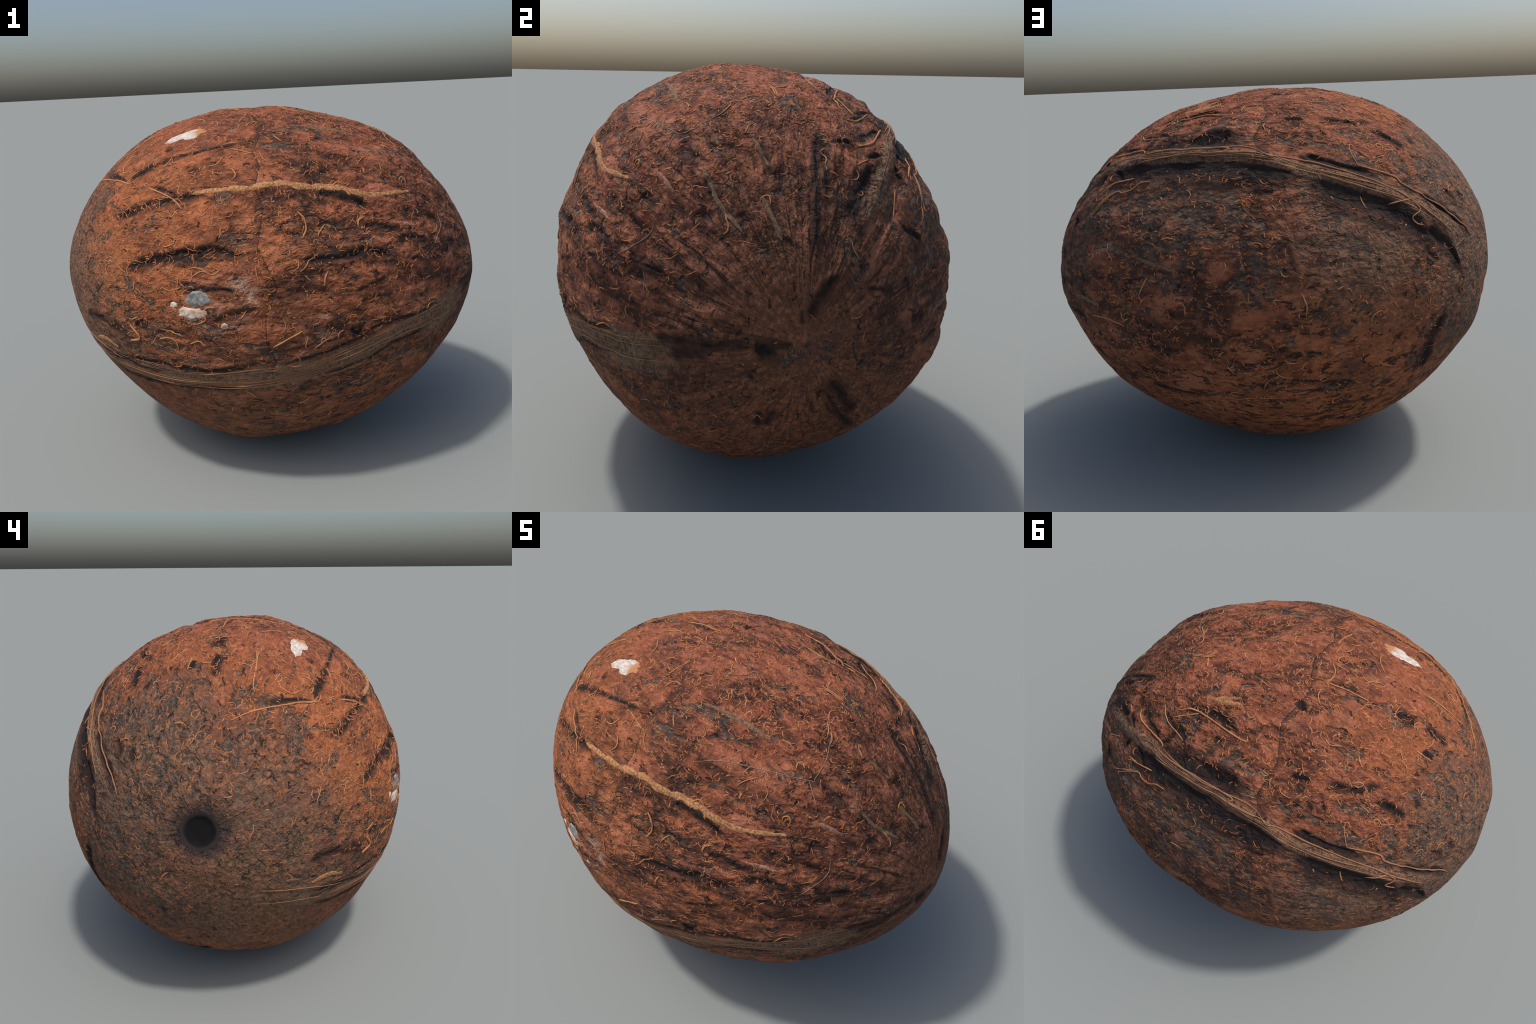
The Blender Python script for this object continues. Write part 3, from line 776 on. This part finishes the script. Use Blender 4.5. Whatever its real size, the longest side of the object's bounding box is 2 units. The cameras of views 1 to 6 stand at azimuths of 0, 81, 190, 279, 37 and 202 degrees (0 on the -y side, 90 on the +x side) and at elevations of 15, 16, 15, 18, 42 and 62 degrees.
    jit = g.math("ADD", jit, g.math("MULTIPLY_ADD", fine, 0.010, -0.005))
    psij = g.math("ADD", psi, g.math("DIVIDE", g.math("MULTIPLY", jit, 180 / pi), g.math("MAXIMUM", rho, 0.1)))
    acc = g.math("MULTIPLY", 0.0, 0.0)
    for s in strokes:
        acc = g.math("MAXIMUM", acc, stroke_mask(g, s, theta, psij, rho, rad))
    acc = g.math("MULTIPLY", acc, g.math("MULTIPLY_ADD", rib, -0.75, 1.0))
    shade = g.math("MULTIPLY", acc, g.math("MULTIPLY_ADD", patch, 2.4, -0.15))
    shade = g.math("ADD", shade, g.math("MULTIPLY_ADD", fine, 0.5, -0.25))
    col = g.mix(g.ramp(shade, 0.04, 0.60, 0, 0.9), col, COL["crease_edge"])  # soft brown shadow tinted onto the crease flanks
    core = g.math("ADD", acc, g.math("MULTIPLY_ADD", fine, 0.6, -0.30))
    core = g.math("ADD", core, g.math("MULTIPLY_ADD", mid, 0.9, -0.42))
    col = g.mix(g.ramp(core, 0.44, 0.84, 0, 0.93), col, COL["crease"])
    # dark ring round the pore, fading outwards
    b = g.vec("DISTANCE", p, tuple(PORE_DIR * END_RADII[1]), 1)
    bj = g.math("ADD", b, g.math("MULTIPLY_ADD", mid, 0.04, -0.02))
    col = g.mix(g.ramp(bj, 0.150, 0.080, 0, 0.8), col, COL["pore_rim"])
    col = g.mix(g.ramp(b, PORE_RADIUS * 1.30, PORE_RADIUS * 1.12), col, COL["pore_rim"])
    # fine relief
    h = g.math("MULTIPLY_ADD", mid, 0.9, g.math("MULTIPLY", fine, 0.35))
    h = g.math("ADD", h, g.math("MULTIPLY", curls, 0.35))
    h = g.math("SUBTRACT", h, g.math("MULTIPLY", dashes, 0.4))
    h = g.math("MULTIPLY_ADD", g.math("MULTIPLY", fan, where), 2.6, h)
    h = g.math("MULTIPLY_ADD", g.math("MULTIPLY", lump, gap), 1.8, h)
    h = g.math("MULTIPLY_ADD", g.math("MULTIPLY", ray, near_stem), 2.0, h)
    h = g.math("MULTIPLY_ADD", pit, -0.35, h)
    h = g.math("SUBTRACT", h, g.math("MULTIPLY", skin, 0.25))
    return g.finish(col, 0.85, h, BUMP, 0.028, 0.2)


def pore_material():
    g = Nodes("pore_dark")
    p = nut_frame(g)[0]
    n = g.noise(p, 40, 3)
    deep = g.mix(n, (0.005, 0.005, 0.0055), (0.013, 0.012, 0.013))
    b = g.vec("DISTANCE", p, tuple(PORE_DIR * END_RADII[1]), 1)
    b = g.math("ADD", b, g.math("MULTIPLY_ADD", g.noise(p, 16, 3), 0.012, -0.006))
    return g.finish(g.mix(g.ramp(b, PORE_RADIUS * 1.04, PORE_RADIUS * 0.84), COL["pore_rim"], deep), 0.9, n, 0.3, 0.004, 0.1)


def fibre_material(name, stops):
    g = Nodes(name)
    isl = g.node("ShaderNodeNewGeometry", 8)
    co = g.node("ShaderNodeTexCoord", 3)
    n = g.noise(co, 30, 2)
    f = g.math("ADD", g.math("MULTIPLY", isl, 0.7), g.math("MULTIPLY_ADD", n, 0.6, -0.15))
    r = g.t.nodes.new("ShaderNodeValToRGB")
    el = r.color_ramp.elements
    while len(el) < len(stops):
        el.new(0.5)
    for e, (pos, c) in zip(el, stops):
        e.position, e.color = pos, (*c, 1)
    g.put(r.inputs[0], f)
    return g.finish(r.outputs[0], 0.75, spec=0.25)


def strip_material(name, dark, light, pale=None):
    g = Nodes(name)
    p, q, y, z, rho, rad, theta, psi = nut_frame(g)
    v = g.node("ShaderNodeCombineXYZ", i0=g.math("MULTIPLY", theta, 0.02), i1=g.math("MULTIPLY", psi, 0.016))
    n = g.noise(v, 75, 3, 0.65, 0.3)
    m = g.noise(p, 18, 3)
    col = g.mix(g.ramp(n, 0.35, 0.65), dark, light)
    if pale:
        col = g.mix(g.ramp(m, 0.45, 0.65), col, pale)
    return g.finish(col, 0.8, n, 0.4, 0.004, 0.2)


def flesh_material(name, a, b, edge=None):
    g = Nodes(name)
    co = g.node("ShaderNodeTexCoord", 3)
    n = g.noise(g.vec("MULTIPLY", co, (1, 2.5, 1)), 38, 3, 0.6)
    col = g.mix(g.ramp(n, 0.35, 0.65), a, b)
    if edge:
        c, colour = edge
        d = g.vec("DISTANCE", co, tuple(c), 1)
        col = g.mix(g.ramp(g.math("ADD", d, g.math("MULTIPLY_ADD", n, 0.03, -0.015)), 0.075, 0.04), col, colour)
    return g.finish(col, 0.7, n, 0.5, 0.004, 0.25)


# ------------------------------------------------------------------ shell
def cube_sphere(n):
    """unit vectors and quads of a cube blown up to a sphere, n cells along an edge"""
    t = np.tan(np.linspace(-1, 1, n + 1) * pi / 4)
    u, v = np.meshgrid(t, t, indexing="ij")
    one = np.ones_like(u)
    sides = [(one, u, v), (-one, v, u), (v, one, u), (u, -one, v), (u, v, one), (v, u, -one)]
    pts = np.concatenate([np.stack(s, -1).reshape(-1, 3) for s in sides])
    i = np.arange(n)
    a = (i[:, None] * (n + 1) + i[None]).ravel()
    quad = np.stack([a, a + n + 1, a + n + 2, a + 1], 1)
    quads = np.concatenate([quad + k * (n + 1) ** 2 for k in range(6)])
    key = np.round(pts * 1e5).astype(np.int64)
    _, first, inv = np.unique(key, axis=0, return_index=True, return_inverse=True)
    pts = pts[first]
    return pts / np.linalg.norm(pts, axis=1)[:, None], inv.reshape(-1)[quads]


nut = bpy.data.objects.new("coconut", None)
bpy.context.scene.collection.objects.link(nut)
nut["label"] = "dehusked coconut with rough reddish brown fibrous shell"
nut["category"] = "coconut"


def adopt(ob, parent=None):
    ob.parent = parent or nut
    return ob


dirs, quads = cube_sphere(GRID)
dirs = dirs @ FRAME
verts = surface(dirs)

# face normals must look outwards
f = verts[quads]
flip = (np.cross(f[:, 1] - f[:, 0], f[:, 2] - f[:, 0]) * (f.mean(1) - CENTRE)).sum(1) < 0
quads[flip] = quads[flip][:, ::-1]

# vertex normals of the whole body
f = verts[quads]
fn = np.cross(f[:, 2] - f[:, 0], f[:, 3] - f[:, 1])
normals = np.zeros_like(verts)
for k in range(4):
    np.add.at(normals, quads[:, k], fn)
normals /= np.linalg.norm(normals, axis=1)[:, None]

mid = dirs[quads].mean(1)
mid /= np.linalg.norm(mid, axis=1)[:, None]
mt, mp = to_polar(mid)
in_pore = np.linalg.norm(mid * END_RADII[1] - PORE_DIR * END_RADII[1], axis=1) < PORE_RADIUS * 1.12

# each sector of the shell carries only the creases that cross it
SECT = 6
sector = ((mp + 180) // (360 / SECT)).astype(int).clip(0, SECT - 1) * 2 + (mt > 90)
sector_mats = []
for k in range(SECT * 2):
    a0, a1 = k // 2 * (360 / SECT) - 180, (k // 2 + 1) * (360 / SECT) - 180
    b0, b1 = (90, 180) if k % 2 else (0, 90)
    mine = []
    for s in STROKES:
        t0, t1, p0, p1, sn = s.box
        m = 3.5 / max(0.15, np.sin(np.radians((t0 + t1) / 2)))
        if t1 + 3.5 < b0 or t0 - 3.5 > b1:
            continue
        if abs(near((p0 + p1) / 2, (a0 + a1) / 2)) > (p1 - p0) / 2 + m + (a1 - a0) / 2:
            continue
        mine.append(s)
    sector_mats.append(shell_material("coir_shell", mine))


def part(name, sel, mats, index=None):
    used, idx = np.unique(quads[sel], return_inverse=True)
    ob = new_mesh(name, verts[used], idx.reshape(-1, 4))
    for m in mats:
        ob.data.materials.append(m)
    if index is not None:
        ob.data.polygons.foreach_set("material_index", index[sel].astype(np.int32))
    ob.data.normals_split_custom_set_from_vertices(normals[used].tolist())
    return adopt(ob)


shell = part("shell", ~in_pore, sector_mats, sector)
pore = part("germ_pore", in_pore, [pore_material()])


# ------------------------------------------------------------------ fibres
class Soup:
    """many tubes gathered into one mesh"""

    def __init__(self):
        self.v, self.f, self.n = [], [], 0

    def tubes(self, paths, up, half_w, half_h, sides):
        """paths (F, N, 3), up (F, N, 3), half sizes (F, N): flattened tubes closed by their taper"""
        F, N, _ = paths.shape
        tan = np.gradient(paths, axis=1)
        side = np.cross(tan, up)
        side /= np.linalg.norm(side, axis=2)[..., None] + 1e-9
        a = np.arange(sides) * 2 * pi / sides
        ring = (paths[:, :, None] + side[:, :, None] * (np.cos(a)[None, None, :, None] * half_w[:, :, None, None])
                + up[:, :, None] * (np.sin(a)[None, None, :, None] * half_h[:, :, None, None]))
        base = (np.arange(F)[:, None, None] * N + np.arange(N - 1)[None, :, None]) * sides
        j = np.arange(sides)[None, None]
        j2 = (j + 1) % sides
        q = np.stack([base + j, base + j2, base + j2 + sides, base + j + sides], -1).reshape(-1, 4)
        self.v.append(ring.reshape(-1, 3))
        self.f.append(q + self.n)
        self.n += F * N * sides

    def build(self, name, mat):
        return new_mesh(name, np.concatenate(self.v), np.concatenate(self.f)[:, ::-1], mat)


def taper(n, power=0.6, tip=0.12):
    s = np.linspace(0, 1, n)
    return tip + (1 - tip) * np.clip(4 * s * (1 - s), 0, 1) ** power


def lay(d, lift):
    """put unit directions (F, N, 3) on the shell, lifted by lift metres"""
    F, N, _ = d.shape
    flat = d.reshape(-1, 3)
    return surface(flat, False).reshape(F, N, 3) + d * lift


def wander(start, heading, bend, n, step):
    """walks over the nut: start, heading (F, 3), turning rate bend (F, n) rad per step"""
    d, h = start.copy(), heading.copy()
    out = [d.copy()]
    for i in range(n - 1):
        h -= d * (h * d).sum(1)[:, None]
        h /= np.linalg.norm(h, axis=1)[:, None]
        s = np.cross(d, h)
        h = h * np.cos(bend[:, i])[:, None] + s * np.sin(bend[:, i])[:, None]
        d = d + h * step[:, None]
        d /= np.linalg.norm(d, axis=1)[:, None]
        out.append(d.copy())
    return np.stack(out, 1)


def scatter(count, weight):
    """unit directions drawn with a density that follows weight(d) in 0..1"""
    got = []
    total = 0
    while total < count:
        d = rng.normal(size=(count * 2, 3)) * np.array([1.2, 1, 1])
        d /= np.linalg.norm(d, axis=1)[:, None]
        d = d @ FRAME
        d = d[rng.random(len(d)) < weight(d)]
        got.append(d)
        total += len(d)
    return np.concatenate(got)[:count]


def lengthwise(d):
    h = np.repeat(AXIS[None], len(d), 0) - d * (d @ AXIS)[:, None]
    return h / (np.linalg.norm(h, axis=1)[:, None] + 1e-9)


def density(d):
    theta, psi = to_polar(d)
    w = 0.3 + 0.7 * zone(d, ("orange", "red", "fuzz"))
    w *= 0.08 + 0.92 * smooth((theta - 18) / 50)
    w *= 1 - 0.75 * np.clip(zone(d, ("tan", "calm")), 0, 1)
    w *= 1 - 0.55 * smooth((np.abs(psi) - 100) / 35)
    b = np.linalg.norm(d - PORE_DIR, axis=1)
    w *= smooth((b - 0.09) / 0.14)
    a, _ = line_distance(d, BAND_LINE)
    w *= smooth((a - 0.02) / 0.06)
    a, _ = line_distance(d, RIB_LINE)
    w *= 0.06 + 0.94 * smooth((a - 0.06) / 0.07)
    return np.clip(w, 0, 1)


def spread_of(d):
    """how far a fibre's heading may stray from lengthwise (radians)"""
    theta, psi = to_polar(d)
    s = 1.5 - 1.05 * smooth((np.abs(psi) - 85) / 40)
    s = s - 0.8 * smooth((35 - theta) / 20)
    a, _ = line_distance(d, RIB_LINE)
    return np.clip(s * (0.25 + 0.75 * smooth((a - 0.03) / 0.12)), 0.2, 1.6)


def random_paths(count, n, step, curl, weight=density):
    d = scatter(count, weight)
    along = lengthwise(d)
    turn = rng.normal(size=count) * spread_of(d)
    h = along * np.cos(turn)[:, None] + np.cross(d, along) * np.sin(turn)[:, None]
    bend = rng.normal(size=(count, 1)) * curl * 0.7 + rng.normal(size=(count, n)) * curl
    return wander(d, h, bend, n, step * (0.6 + 0.8 * rng.random(count)))


coir = fibre_material("coir_fibre", [(0.0, (0.22, 0.08, 0.033)), (0.35, (0.36, 0.14, 0.055)), (0.7, (0.46, 0.215, 0.095)), (1.0, (0.55, 0.33, 0.19))])
dust = fibre_material("coir_fluff", [(0.0, (0.13, 0.038, 0.017)), (0.45, (0.36, 0.112, 0.040)), (0.85, (0.47, 0.19, 0.078)), (1.0, (0.55, 0.30, 0.16))])
thread = fibre_material("rib_thread", [(0.0, (0.16, 0.075, 0.04)), (0.5, (0.28, 0.13, 0.065)), (1.0, (0.38, 0.2, 0.11))])
web = fibre_material("web_thread", [(0.0, (0.2, 0.14, 0.11)), (1.0, (0.3, 0.22, 0.18))])

# the big fibres that can be told apart
for name, mat, width, pts in ([("fibre", coir, *f) for f in LONG_FIBRES] + [("fibre", web, *f) for f in WEB_THREADS]
                             + [("rib_strand", thread, *f) for f in RIB_STRANDS]):
    d = polyline(pts, 0.008)
    n = len(d)
    path = lay(d[None], width / 1000 * 0.55)
    soup = Soup()
    w = width / 1000 * FIBRE_WIDTH * taper(n, 0.4, 0.2)[None] * (1 + 0.2 * np.sin(np.linspace(0, 9, n)))[None]
    soup.tubes(path, d[None], w, w * 0.8, 7)
    adopt(soup.build(name, mat))
paths = random_paths(BIG_FIBRES, 12, 0.0075, 0.22)
path = lay(paths, 0.0014)
for i in range(BIG_FIBRES):
    soup = Soup()
    w = (0.0020 + 0.0014 * rng.random()) * FIBRE_WIDTH * taper(12)[None]
    soup.tubes(path[i:i + 1], paths[i:i + 1], w, w * 0.8, 6)
    adopt(soup.build("fibre", coir))

# the mass of small ones
soup = Soup()
for count, n, step, curl, w0, w1 in SMALL_FIBRES:
    paths = random_paths(count, n, step, curl)
    w = (w0 + (w1 - w0) * rng.random((count, 1))) * FIBRE_WIDTH * taper(n)[None]
    soup.tubes(lay(paths, w0 * 0.15), paths, w, w * 0.42, 5)
mass = adopt(soup.build("coir_fluff", dust))
mass["kind"] = "stuff"

# strands bundled along the back rib and lying on the front band
soup = Soup()
for line, count, half, n in ((RIB_LINE, 18, 0.026, 22), (BAND_LINE, 40, 0.060, 22)):
    paths = []
    for i in range(count):
        m = len(line)
        start, span = rng.integers(0, int(m * 0.75)), int(m * (0.15 + 0.25 * rng.random()))
        seg = line[start:min(m, start + max(6, span))]
        u = np.linspace(0, len(seg) - 1, n)
        seg = np.stack([np.interp(u, np.arange(len(seg)), seg[:, k]) for k in range(3)], 1)
        side = np.cross(seg, np.gradient(seg, axis=0))
        side /= np.linalg.norm(side, axis=1)[:, None]
        o = half * 0.9 * (rng.random() * 2 - 1) + half * 0.5 * (rng.random() - 0.5) * np.linspace(-1, 1, n) + 0.004 * np.sin(np.linspace(0, 5, n) + 6 * rng.random())
        seg = seg + side * o[:, None] if np.ndim(o) else seg + side * o
        paths.append(seg / np.linalg.norm(seg, axis=1)[:, None])
    paths = np.array(paths)
    w = (0.0007 + 0.0022 * rng.random((count, 1)) ** 2) * FIBRE_WIDTH * taper(n)[None]
    soup.tubes(lay(paths, 0.0008), paths, w, w * 0.8, 5)
strands = adopt(soup.build("strand_bundle", thread))
strands["kind"] = "stuff"

# ------------------------------------------------------------------ torn strips of husk
STRIP_MATS = {
    "strip": strip_material("husk_strip", (0.20, 0.095, 0.045), (0.52, 0.25, 0.105)),
    "olive": strip_material("husk_strip_dull", (0.10, 0.058, 0.034), (0.22, 0.135, 0.08)),
    "scab": strip_material("husk_scab", (0.20, 0.08, 0.05), (0.38, 0.20, 0.13), (0.50, 0.33, 0.25)),
}

# ------------------------------------------------------------------ bare flesh
def chip(name, mat, th, ps, length, width, turn, seed, rise=0.004):
    """a flat, ragged-edged lens on the shell; turn is measured from lengthwise"""
    c = to_dir(np.array([th]), np.array([ps]))
    along = lengthwise(c)
    a = radians(turn)
    u = (along * np.cos(a) + np.cross(c, along) * np.sin(a))[0]
    v = np.cross(c[0], u)
    rings, spokes = 10, 48
    ang = np.arange(spokes) * 2 * pi / spokes
    rag = 1 + 0.42 * noise(np.stack([np.cos(ang) * 1.9, np.sin(ang) * 1.9, np.full(spokes, seed)], 1), 1.0, 60, 3)
    pts, hts = [c], [rise]
    for k in range(1, rings + 1):
        f_ = k / rings
        pts.append(c + (np.outer(np.cos(ang) * rag * length * f_, u) + np.outer(np.sin(ang) * rag * width * f_, v)))
        hts.append(np.full(spokes, rise * (1 - f_ ** 3) - 0.002 * f_ ** 6))
    d = np.concatenate(pts)
    d /= np.linalg.norm(d, axis=1)[:, None]
    h = np.concatenate([np.atleast_1d(x) for x in hts])
    vv = surface(d, False) + d * (h + 0.0015 * noise(d, 70, 5))[:, None]
    tri = []
    for j in range(spokes):
        tri.append((0, 1 + j, 1 + (j + 1) % spokes))
    faces = [(a_, b_, c_) for a_, b_, c_ in tri]
    for k in range(rings - 1):
        for j in range(spokes):
            a_, b_ = 1 + k * spokes + j, 1 + k * spokes + (j + 1) % spokes
            faces += [(a_, a_ + spokes, b_ + spokes), (a_, b_ + spokes, b_)]
    return adopt(new_mesh(name, vv, faces, mat))


for i, (kind, width, pts) in enumerate(HUSK_STRIPS):
    d = polyline(pts, 0.006)
    n = len(d)
    look = "strip" if kind in ("strip", "strap", "bit_two", "band_flake") else "scab" if kind.startswith("scab") else "olive"
    if kind.startswith("scab"):
        t_, p_ = to_polar(d[[n // 2]])
        chip("husk_scab", STRIP_MATS["scab"], t_[0], p_[0], np.linalg.norm(d[-1] - d[0]) * 0.7, width / 1000, 0, 3.0 * i, 0.002)
        continue
    # ragged ribbon lying flush: both edges fray on their own
    s = np.arange(n) * 0.006
    fray = [noise(np.stack([s * 28, np.full(n, i * 7.0 + k), np.zeros(n)], 1), 1.0, 40, 4) for k in (0, 30)]
    side = np.cross(d, np.gradient(d, axis=0))
    side /= np.linalg.norm(side, axis=1)[:, None]
    w = width / 1000 / 0.8 * taper(n, 0.3, 0.05)
    left, right = w * np.clip(1 + 0.7 * fray[0], 0.3, 2), w * np.clip(1 + 0.7 * fray[1], 0.3, 2)
    across = np.linspace(-1, 1, 11)
    shift = np.where(across[None] < 0, across[None] * left[:, None], across[None] * right[:, None])
    dd = (d[:, None] + side[:, None] * shift[..., None]).reshape(-1, 3)
    dd /= np.linalg.norm(dd, axis=1)[:, None]
    groove_ = noise(np.stack([np.repeat(s * 6, 11), np.tile(across * 3, n), np.full(n * 11, i * 3.0)], 1), 1.0, 80, 2)
    lift = 0.0034 * (1 - np.tile(np.abs(across), n) ** 4) - 0.0012 + 0.0006 * groove_
    vv = surface(dd, False) + dd * lift[:, None]
    k = (np.arange(n - 1)[:, None] * 11 + np.arange(10)[None]).ravel()
    adopt(new_mesh("husk_strip", vv, np.stack([k, k + 1, k + 12, k + 11], 1), STRIP_MATS[look]))

white = (0.62, 0.56, 0.51)
tip = surface(to_dir(np.array([FLECK[0] - 6.0]), np.array([FLECK[1] - 0.5])))[0]
chip("bare_flesh", flesh_material("flesh_fleck", (0.42, 0.33, 0.27), white, (tip, (0.42, 0.19, 0.075))), FLECK[0], FLECK[1], FLECK[2], FLECK[3], FLECK[4], 11.0)
for th, ps, ln, wd, turn, seed, look in FLESH:
    a, b = {"grey": ((0.12, 0.12, 0.115), (0.27, 0.275, 0.265)), "white": ((0.40, 0.25, 0.16), (0.66, 0.57, 0.49)),
            "pink": ((0.30, 0.15, 0.10), (0.44, 0.27, 0.20))}[look]
    chip("bare_flesh", flesh_material("flesh_" + look, a, b), th, ps, ln, wd, turn, seed, 0.003)

# stand the nut on z = 0 exactly
zmin = min(min(v.co.z for v in ob.data.vertices) for ob in (shell, mass, strands))
nut.location = (0, 0, -zmin)
